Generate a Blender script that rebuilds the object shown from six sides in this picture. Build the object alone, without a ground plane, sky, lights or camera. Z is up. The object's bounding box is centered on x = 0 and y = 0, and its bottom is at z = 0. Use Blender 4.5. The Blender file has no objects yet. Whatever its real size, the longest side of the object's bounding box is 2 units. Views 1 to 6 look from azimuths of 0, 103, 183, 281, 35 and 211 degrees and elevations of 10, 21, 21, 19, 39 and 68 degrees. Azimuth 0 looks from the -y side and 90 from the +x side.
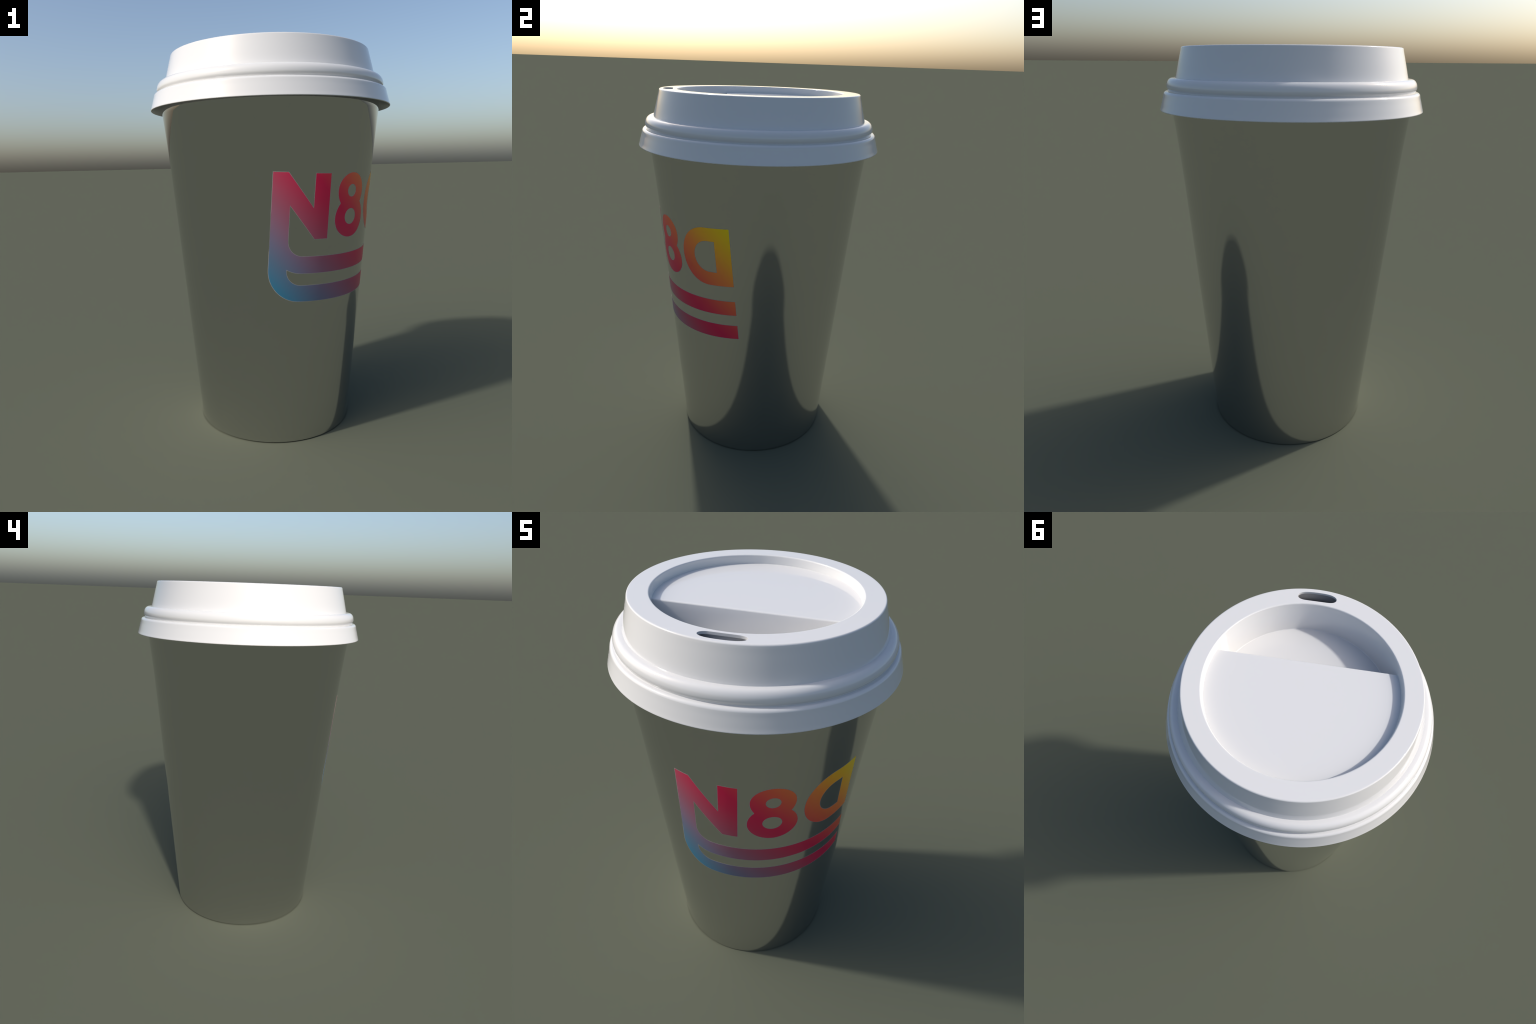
"""Takeaway coffee cup: polished tapered cup, domed white plastic sip lid, printed gradient emblem."""
import bpy, bmesh, math
from mathutils import Vector

TAU = math.tau
SEG = 288                                   # segments round the axis

# ------------------------------------------------------------------ dimensions (metres)
CUP_R0, CUP_SLOPE = 0.430, 0.0838           # outer radius at z=0, growth per metre of height
FLARE_Z, FLARE = 1.34, 0.054                # above this height the wall flares out a little more
CONE_R0, CONE_SLOPE = 0.429, 0.0859         # mean cone of the wall: the print is laid out on its unrolled sheet
SIP_AZ = math.radians(22.3)                 # direction of the sip hole (0 = -y, 90 = +x)
LOGO_AZ = math.radians(43.5)                # middle of the print
RECESS_R, RECESS_DRAFT = 0.4352, 0.14        # recess in the lid top
PLATFORM_Z, FLOOR_Z = 1.9613, 1.843
BOUNCE_RING_Z = 1.905                               # ring modelled only to bounce light and lighten the dark inside the sip hole
CHORD = 0.147                               # distance of the platform's straight edge from the axis


def cup_r(z):
    return CUP_R0 + CUP_SLOPE * z + FLARE * max(0.0, z - FLARE_Z) ** 2


def recess_r(z):
    return RECESS_R - RECESS_DRAFT * (2.0 - z)


# ------------------------------------------------------------------ helpers
def arc(cx, cz, rad, a0, a1, n):
    """points of an arc in the (r, z) half plane, angles in degrees"""
    return [(cx + rad * math.cos(math.radians(a0 + (a1 - a0) * i / n)),
             cz + rad * math.sin(math.radians(a0 + (a1 - a0) * i / n))) for i in range(n + 1)]


def smooth_loop(ctrl, n):
    """closed Catmull-Rom curve through control points"""
    res, m = [], len(ctrl)
    for i in range(m):
        p0, p1, p2, p3 = (Vector(ctrl[(i + k) % m]) for k in (-1, 0, 1, 2))
        for j in range(n):
            t = j / n
            q = 0.5 * (2 * p1 + (p2 - p0) * t + (2 * p0 - 5 * p1 + 4 * p2 - p3) * t * t
                       + (3 * p1 - p0 - 3 * p2 + p3) * t ** 3)
            res.append((q.x, q.y))
    return res


def revolve(profile, closed=False, cap_ends=False):
    bm = bmesh.new()
    rings = []
    for r, z in profile:
        rings.append([bm.verts.new((r * math.sin(TAU * i / SEG), -r * math.cos(TAU * i / SEG), z))
                      for i in range(SEG)])
    pairs = list(zip(rings, rings[1:])) + ([(rings[-1], rings[0])] if closed else [])
    for a, b in pairs:
        for i in range(SEG):
            j = (i + 1) % SEG
            bm.faces.new((a[i], a[j], b[j], b[i]))
    if cap_ends:
        bm.faces.new(list(reversed(rings[0])))
        bm.faces.new(rings[-1])
    bmesh.ops.recalc_face_normals(bm, faces=bm.faces)
    return bm


def finish(bm, name, material, parent=None, angle=35.0):
    me = bpy.data.meshes.new(name)
    bm.to_mesh(me)
    bm.free()
    me.shade_smooth()
    me.set_sharp_from_angle(angle=math.radians(angle))
    ob = bpy.data.objects.new(name, me)
    bpy.context.scene.collection.objects.link(ob)
    me.materials.append(material)
    if parent:
        ob.parent = parent
    return ob


def node_material(name):
    m = bpy.data.materials.new(name)
    m.use_nodes = True
    nt = m.node_tree
    return m, nt, nt.nodes["Principled BSDF"]


# ------------------------------------------------------------------ materials
def fine_roughness(nt, bsdf, base, spread, scale):
    """very faint uneven gloss"""
    tc = nt.nodes.new("ShaderNodeTexCoord")
    nz = nt.nodes.new("ShaderNodeTexNoise")
    nz.inputs["Scale"].default_value = scale
    mr = nt.nodes.new("ShaderNodeMapRange")
    mr.inputs["To Min"].default_value = base - spread
    mr.inputs["To Max"].default_value = base + spread
    nt.links.new(tc.outputs["Object"], nz.inputs["Vector"])
    nt.links.new(nz.outputs["Fac"], mr.inputs["Value"])
    nt.links.new(mr.outputs["Result"], bsdf.inputs["Roughness"])


def make_cup_material():
    m, nt, b = node_material("polished_cup_surface")
    b.inputs["Base Color"].default_value = (0.64, 0.64, 0.64, 1)
    b.inputs["Metallic"].default_value = 1.0
    fine_roughness(nt, b, 0.02, 0.004, 6.0)
    return m


def make_lid_material():
    m, nt, b = node_material("white_plastic")
    b.inputs["Base Color"].default_value = (0.63, 0.63, 0.63, 1)
    fine_roughness(nt, b, 0.08, 0.01, 5.0)
    return m


def make_outline_material():
    m, nt, b = node_material("print_outline")
    b.inputs["Base Color"].default_value = (0.30, 0.285, 0.28, 1)
    b.inputs["Roughness"].default_value = 0.9
    b.inputs["Specular IOR Level"].default_value = 0.0
    return m


def make_print_material():
    """rainbow running diagonally over the unrolled cup wall: blue, purple, crimson, orange, yellow"""
    m, nt, b = node_material("printed_gradient")
    N, L = nt.nodes, nt.links

    def math_node(op, a, c=None):
        n = N.new("ShaderNodeMath")
        n.operation = op
        for k, v in enumerate((a, c)):
            if v is None:
                continue
            if isinstance(v, (int, float)):
                n.inputs[k].default_value = v
            else:
                L.new(v, n.inputs[k])
        return n.outputs[0]

    tc = N.new("ShaderNodeTexCoord")
    sep = N.new("ShaderNodeSeparateXYZ")
    L.new(tc.outputs["Object"], sep.inputs[0])
    x, y, z = sep.outputs
    az = math_node("ARCTAN2", x, math_node("MULTIPLY", y, -1.0))
    rad = math_node("SQRT", math_node("ADD", math_node("MULTIPLY", x, x), math_node("MULTIPLY", y, y)))
    along = math_node("MULTIPLY", math_node("SUBTRACT", az, LOGO_AZ), rad)
    t = math_node("ADD", along, math_node("SUBTRACT", z, 1.0))
    fac = math_node("DIVIDE", math_node("ADD", t, 0.62), 1.46)      # -0.62 .. 0.84
    ramp = N.new("ShaderNodeValToRGB")
    L.new(fac, ramp.inputs[0])
    stops = [(0.000, (0.014, 0.160, 0.270)),
             (0.055, (0.030, 0.145, 0.240)),
             (0.137, (0.082, 0.132, 0.208)),
             (0.192, (0.134, 0.122, 0.194)),
             (0.247, (0.198, 0.108, 0.166)),
             (0.322, (0.280, 0.077, 0.124)),
             (0.404, (0.405, 0.042, 0.088)),
             (0.479, (0.535, 0.012, 0.064)),
             (0.534, (0.590, 0.003, 0.058)),
             (0.596, (0.655, 0.031, 0.055)),
             (0.685, (0.755, 0.112, 0.047)),
             (0.788, (0.870, 0.232, 0.040)),
             (0.877, (0.910, 0.405, 0.020)),
             (0.986, (0.920, 0.610, 0.003))]
    cr = ramp.color_ramp
    while len(cr.elements) < len(stops):
        cr.elements.new(0.5)
    for e, (p, c) in zip(cr.elements, stops):
        e.position = p
        e.color = (*c, 1)
    L.new(ramp.outputs[0], b.inputs["Base Color"])
    b.inputs["Roughness"].default_value = 0.35
    return m


# ------------------------------------------------------------------ cup body
def build_cup(material, parent):
    t = 0.012
    top = 1.775
    prof = [(0.0005, 0.045), (0.38, 0.045), (0.400, 0.043), (0.404, 0.038), (0.405, 0.004), (0.408, 0.0008)]
    prof += [(0.412, 0.0), (cup_r(0.0) - 0.010, 0.0), (cup_r(0.0) - 0.0006, 0.0022), (cup_r(0.003), 0.003)]
    prof += [(cup_r(z), z) for z in (0.02, 0.1, 0.3, 0.5, 0.7, 0.9, 1.1, 1.3,
                                1.34, 1.38, 1.42, 1.46, 1.50, 1.54, 1.58, 1.62, 1.66, 1.70, 1.73)]
    prof += arc(0.5750, top, 0.016, -50, 180, 14)          # rolled lip, hidden by the lid
    prof += [(cup_r(z) - t, z) for z in (1.72, 1.5, 1.2, 0.9, 0.6, 0.3, 0.10)]
    prof += [(0.415, 0.062), (0.40, 0.057), (0.0005, 0.057)]
    return finish(revolve(prof), "cup_body", material, parent)


# ------------------------------------------------------------------ lid
def build_lid(material, parent):
    t = 0.011
    # outside: from the recess floor, up its wall, over the rim, down the outside to the skirt edge
    out = [(0.001, FLOOR_Z), (0.30, FLOOR_Z), (recess_r(FLOOR_Z) - 0.012, FLOOR_Z)]
    out += [(recess_r(FLOOR_Z) - 0.003, FLOOR_Z + 0.0003), (recess_r(FLOOR_Z), FLOOR_Z + 0.003)]
    out += [(recess_r(z), z) for z in (1.86, 1.90, 1.95, 1.985)]
    out += arc(RECESS_R + 0.0050, 1.9940, 0.0060, 174, 90, 7)
    out += [(0.443, 2.0), (0.514, 2.0)]
    out += arc(0.5178, 1.993, 0.007, 90, 14, 8)
    out += [(0.5268, 1.985), (0.5335, 1.960), (0.5440, 1.920), (0.5540, 1.881), (0.5584, 1.8645)]
    out += [(0.5620, 1.8648), (0.5670, 1.8650), (0.5710, 1.8648)]
    out += [(0.5730 + 0.0287 * math.cos(q), 1.8270 + 0.0378 * math.sin(q))           # bead, fuller below the middle
            for q in (math.radians(86 - 86 * k / 16) for k in range(17))]
    out += [(0.5857 + 0.0160 * math.cos(q), 1.8270 + 0.0190 * math.sin(q))
            for q in (math.radians(-8 * k) for k in range(1, 7))]
    out += [(0.5958, 1.8095), (0.5955, 1.8070), (0.5985, 1.8064)]
    out += arc(0.6028, 1.7905, 0.0158, 86, 16, 9)                       # shoulder
    out += [(0.6197, 1.786), (0.6240, 1.771), (0.6320, 1.743), (0.6370, 1.7255)]
    out += arc(0.6347, 1.7225, 0.0033, 18, -110, 6)                     # skirt edge
    # inside, back up to the axis
    ins = [(0.6305, 1.724), (0.624, 1.744), (0.616, 1.772), (0.608, 1.792), (0.598, 1.798), (0.586, 1.800)]
    ins += [(0.583, 1.806), (0.589, 1.816), (0.590, 1.828), (0.584, 1.844), (0.573, 1.853), (0.556, 1.8535)]
    ins += [(0.547, 1.860), (0.542, 1.878), (0.520, 1.960), (0.5135, 1.984), (0.508, 2.0 - t)]
    ins += [(RECESS_R + 0.014, 2.0 - t), (RECESS_R + 0.009, 1.985), (recess_r(1.93) + t, 1.93),
            (recess_r(1.92) + t, BOUNCE_RING_Z + 0.006), (0.522, BOUNCE_RING_Z + 0.004), (0.522, BOUNCE_RING_Z - 0.004), (recess_r(1.92) + t, BOUNCE_RING_Z - 0.006),
            (recess_r(FLOOR_Z) + t, FLOOR_Z - 0.006), (recess_r(FLOOR_Z) + t - 0.006, FLOOR_Z - t),
            (0.30, FLOOR_Z - t), (0.001, FLOOR_Z - t)]
    bm = revolve(out + ins, cap_ends=True)
    bmesh.ops.recalc_face_normals(bm, faces=bm.faces)
    lid = finish(bm, "lid", material, parent)

    # sip hole: a short slot bent round the rim, cut right through the top
    half_outline = [(0.0, 0.4530), (0.050, 0.4530), (0.0675, 0.4545), (0.0800, 0.4590), (0.0875, 0.4660), (0.0898, 0.4745),
                    (0.0865, 0.4840), (0.0765, 0.4922), (0.0585, 0.4988), (0.0340, 0.5021), (0.0, 0.5033)]
    ctrl = half_outline + [(-x, y) for x, y in half_outline[-2:0:-1]]
    loop = smooth_loop(ctrl, 6)
    cb = bmesh.new()
    lo, hi = [], []
    ux, uy = math.sin(SIP_AZ), -math.cos(SIP_AZ)
    for side, away in loop:                     # across the slot, outward from the axis
        p = (away * ux + side * uy, away * uy - side * ux)
        lo.append(cb.verts.new((*p, 1.962)))
        hi.append(cb.verts.new((*p, 2.03)))
    for i in range(len(loop)):
        j = (i + 1) % len(loop)
        cb.faces.new((lo[i], lo[j], hi[j], hi[i]))
    cb.faces.new(lo)
    cb.faces.new(hi)
    bmesh.ops.recalc_face_normals(cb, faces=cb.faces)
    cutter = finish(cb, "slot_cutter", material)
    mod = lid.modifiers.new("sip_hole", "BOOLEAN")
    mod.operation, mod.object, mod.solver = "DIFFERENCE", cutter, "EXACT"
    dg = bpy.context.evaluated_depsgraph_get()
    me = bpy.data.meshes.new_from_object(lid.evaluated_get(dg))
    lid.modifiers.clear()
    old = lid.data
    lid.data = me
    bpy.data.meshes.remove(old)
    me.name = "lid"
    me.shade_smooth()
    me.set_sharp_from_angle(angle=math.radians(35))
    bpy.data.objects.remove(cutter, do_unlink=True)
    return lid


def build_platform(material, parent):
    """raised D-shaped table filling most of the recess; its straight edge faces the sip hole"""
    bm = bmesh.new()
    rb = 0.006                                         # rounding of the straight edge
    ux, uy = math.sin(SIP_AZ), -math.cos(SIP_AZ)       # towards the sip hole
    vx, vy = -uy, ux

    def section(edge, z):
        """outline at one height: arc buried 4 mm inside the recess wall, closed by the chord at `edge`"""
        R = recess_r(z) + 0.004
        half = math.acos(edge / R)
        n = 96
        ring = [(R * math.cos(a), R * math.sin(a)) for a in
                (half + (TAU - 2 * half) * i / n for i in range(n + 1))]
        c = math.sqrt(R * R - edge * edge)
        ring += [(edge, -c + 2 * c * i / 12) for i in range(1, 12)]
        return [bm.verts.new((u * ux + v * vx, u * uy + v * vy, z)) for u, v in ring]

    levels = [(CHORD + 0.001, FLOOR_Z - 0.005), (CHORD + 0.001, PLATFORM_Z - 0.03), (CHORD + 0.001, PLATFORM_Z - rb)]
    levels += [(CHORD + 0.001 - rb + rb * math.cos(q), PLATFORM_Z - rb + rb * math.sin(q))
               for q in (math.radians(15 * k) for k in range(1, 7))]
    levels.append((CHORD - rb - 0.006, PLATFORM_Z))
    rings = [section(*lv) for lv in levels]
    m = len(rings[0])
    for a, b in zip(rings, rings[1:]):
        for i in range(m):
            j = (i + 1) % m
            bm.faces.new((a[i], a[j], b[j], b[i]))
    bm.faces.new(rings[0])
    bm.faces.new(rings[-1])
    bmesh.ops.remove_doubles(bm, verts=bm.verts, dist=1e-6)
    bmesh.ops.recalc_face_normals(bm, faces=bm.faces)
    return finish(bm, "raised_platform", material, parent)


# ------------------------------------------------------------------ printed emblem, drawn on the unrolled wall
CONE_SIN = math.sin(math.atan(CONE_SLOPE))
RHO_REF = (CONE_R0 + CONE_SLOPE) / CONE_SIN
SIN_A, COS_A = math.sin(math.atan(CUP_SLOPE)), math.cos(math.atan(CUP_SLOPE))


def wrap(x, y, lift):
    """flat emblem coordinates -> point on the cup wall, lifted off it by `lift`"""
    rho = math.hypot(x, y + RHO_REF)
    az = math.atan2(x, y + RHO_REF) / CONE_SIN + LOGO_AZ
    z = (rho * CONE_SIN - CONE_R0) / CONE_SLOPE
    r = cup_r(z) + lift * COS_A
    z -= lift * SIN_A
    return (r * math.sin(az), -r * math.cos(az), z)


def bend(cx, cy, rx, ry, a0, a1, n):
    return [(cx + rx * math.cos(math.radians(a0 + (a1 - a0) * i / n)),
             cy + ry * math.sin(math.radians(a0 + (a1 - a0) * i / n))) for i in range(n + 1)]


def letter_n_outline():
    """N whose left stem runs down and turns into two long stripes"""
    o = [(-0.426, 0.3855), (-0.426, -0.0775)]
    o += bend(-0.2695, -0.0775, 0.1565, 0.1565, 180, 270, 18)[1:]
    o += [(0.4435, -0.234), (0.4435, -0.1545), (0.10, -0.1535)]
    o += bend(-0.264, -0.080, 0.0755, 0.0735, 270, 180, 12)
    o += [(-0.3395, -0.0700)]
    o += bend(-0.264, 0.066, 0.159, 0.1585, 242, 270, 8)
    o += [(0.4435, -0.0925), (0.4435, -0.0120)]
    o += bend(-0.264, 0.066, 0.0755, 0.0755, 270, 180, 12)
    o += [(-0.3400, 0.2355), (-0.2075, 0.0750), (-0.1375, 0.0750), (-0.1370, 0.3845),
          (-0.2203, 0.3845), (-0.2215, 0.2223), (-0.3545, 0.3865)]
    return [o]


def digit_eight_outline():
    """two stacked swollen loops with a pinched waist, and their eyes"""
    def loop(cx, cy, rx, ry_top, ry_bottom, waist_y, upper):
        """egg of two half ellipses, cut off at the waist"""
        pts = []
        for i in range(160):
            a = TAU * i / 160
            ry = ry_top if math.sin(a) > 0 else ry_bottom
            pts.append((a, cx + rx * math.cos(a), cy + ry * math.sin(a)))
        if upper:      # from the right waist over the top to the left waist
            pts = [p for p in pts if p[2] > waist_y]
            pts.sort(key=lambda p: (p[0] + math.pi / 2) % TAU)
        else:          # from the left waist under the bottom to the right waist
            pts = [p for p in pts if p[2] < waist_y]
            pts.sort(key=lambda p: (p[0] - math.pi / 2) % TAU)
        return [(x, y) for _, x, y in pts]
    o = [(0.0955, 0.2412)] + loop(0.0155, 0.3000, 0.1005, 0.0870, 0.0980, 0.2432, True)
    o += [(-0.0655, 0.2412)] + loop(0.0170, 0.1650, 0.1130, 0.1080, 0.0940, 0.2392, False)
    return [o, bend(0.0147, 0.3003, 0.0335, 0.0308, 0, 350, 35), bend(0.0146, 0.1735, 0.0440, 0.0397, 0, 350, 35)]


def letter_d_outline():
    """D turned round: straight stem on the right, bowl on the left"""
    o = [(0.4450, 0.3825)] + bend(0.3130, 0.2280, 0.1545, 0.1545, 90, 270, 36) + [(0.4445, 0.0735)]
    h = [(0.3615, 0.3122)] + bend(0.3203, 0.2295, 0.0830, 0.0829, 90, 270, 28) + [(0.3608, 0.1465)]
    return [o, h]


def grow(poly, d):
    """mitred offset of a closed outline, outward for either winding of the solid side"""
    area = sum(a[0] * b[1] - b[0] * a[1] for a, b in zip(poly, poly[1:] + poly[:1]))
    s = 1.0 if area > 0 else -1.0
    res, n = [], len(poly)
    for i in range(n):
        p0, p, p1 = Vector(poly[i - 1]), Vector(poly[i]), Vector(poly[(i + 1) % n])
        e0, e1 = (p - p0).normalized(), (p1 - p).normalized()
        n0, n1 = Vector((e0.y, -e0.x)) * s, Vector((e1.y, -e1.x)) * s
        b = n0 + n1
        if b.length < 1e-6:
            b = n0
        b.normalize()
        k = min(1.0 / max(b.dot(n0), 0.3), 2.0)
        q = p + b * d * k
        res.append((q.x, q.y))
    return res


def build_print(outlines, name, material, parent, lift, sink):
    bm = bmesh.new()
    edges = []
    for poly in outlines:
        clean = [p for i, p in enumerate(poly) if (Vector(p) - Vector(poly[i - 1])).length > 1e-5]
        vs = [bm.verts.new((x, y, 0)) for x, y in clean]
        edges += [bm.edges.new((vs[i], vs[(i + 1) % len(vs)])) for i in range(len(vs))]
    bmesh.ops.triangle_fill(bm, use_beauty=True, use_dissolve=False, edges=edges)
    if sum(f.normal.z for f in bm.faces) < 0:
        bmesh.ops.reverse_faces(bm, faces=bm.faces)
    x = -0.46
    while x < 0.46:                                        # slice so that it can bend round the wall
        bmesh.ops.bisect_plane(bm, geom=bm.verts[:] + bm.edges[:] + bm.faces[:], dist=1e-6,
                               plane_co=(x, 0, 0), plane_no=(1, 0, 0))
        x += 0.006
    boundary = [e for e in bm.edges if e.is_boundary]
    top = {v: Vector(wrap(v.co.x, v.co.y, lift)) for v in bm.verts}
    low = {v: wrap(v.co.x, v.co.y, -sink) for v in bm.verts}
    foot = {}
    walls = []
    for e in boundary:
        a, b = e.verts
        if e.link_loops[0].vert is not a:
            a, b = b, a
        for v in (a, b):
            if v not in foot:
                foot[v] = bm.verts.new(low[v])
        walls.append(bm.faces.new((b, a, foot[a], foot[b])))
    for v, c in top.items():
        v.co = c
    bm.normal_update()
    ob = finish(bm, name, material, parent, angle=40)
    # shade the printed face with the exact normals of the conical wall
    me = ob.data
    normals = []
    for p in me.polygons:
        for li in p.loop_indices:
            c = me.vertices[me.loops[li].vertex_index].co
            radial = Vector((c.x, c.y, 0)).normalized()
            n = Vector((radial.x * COS_A, radial.y * COS_A, -SIN_A))
            normals.append(n if p.normal.dot(n) > 0.8 else p.normal.copy())
    me.normals_split_custom_set(normals)
    return ob


# ------------------------------------------------------------------ assemble
root = bpy.data.objects.new("coffee_cup", None)
bpy.context.scene.collection.objects.link(root)
root["label"] = "tall tapered takeaway coffee cup with white sip lid and colourful print"
root["category"] = "coffee cup"

cup_mat, lid_mat = make_cup_material(), make_lid_material()
print_mat, outline_mat = make_print_material(), make_outline_material()

cup = build_cup(cup_mat, root)
lid = build_lid(lid_mat, root)
build_platform(lid_mat, lid)

for kind, outlines in (("printed_letter", letter_n_outline()),
                       ("printed_digit", digit_eight_outline()),
                       ("printed_letter", letter_d_outline())):
    build_print(outlines, kind, print_mat, cup, 0.0003, 0.001)
    edge = [grow(outlines[0], 0.0017)] + [grow(h, -0.0017) for h in outlines[1:]]
    build_print(edge, "printed_edge", outline_mat, cup, 0.00015, 0.001)
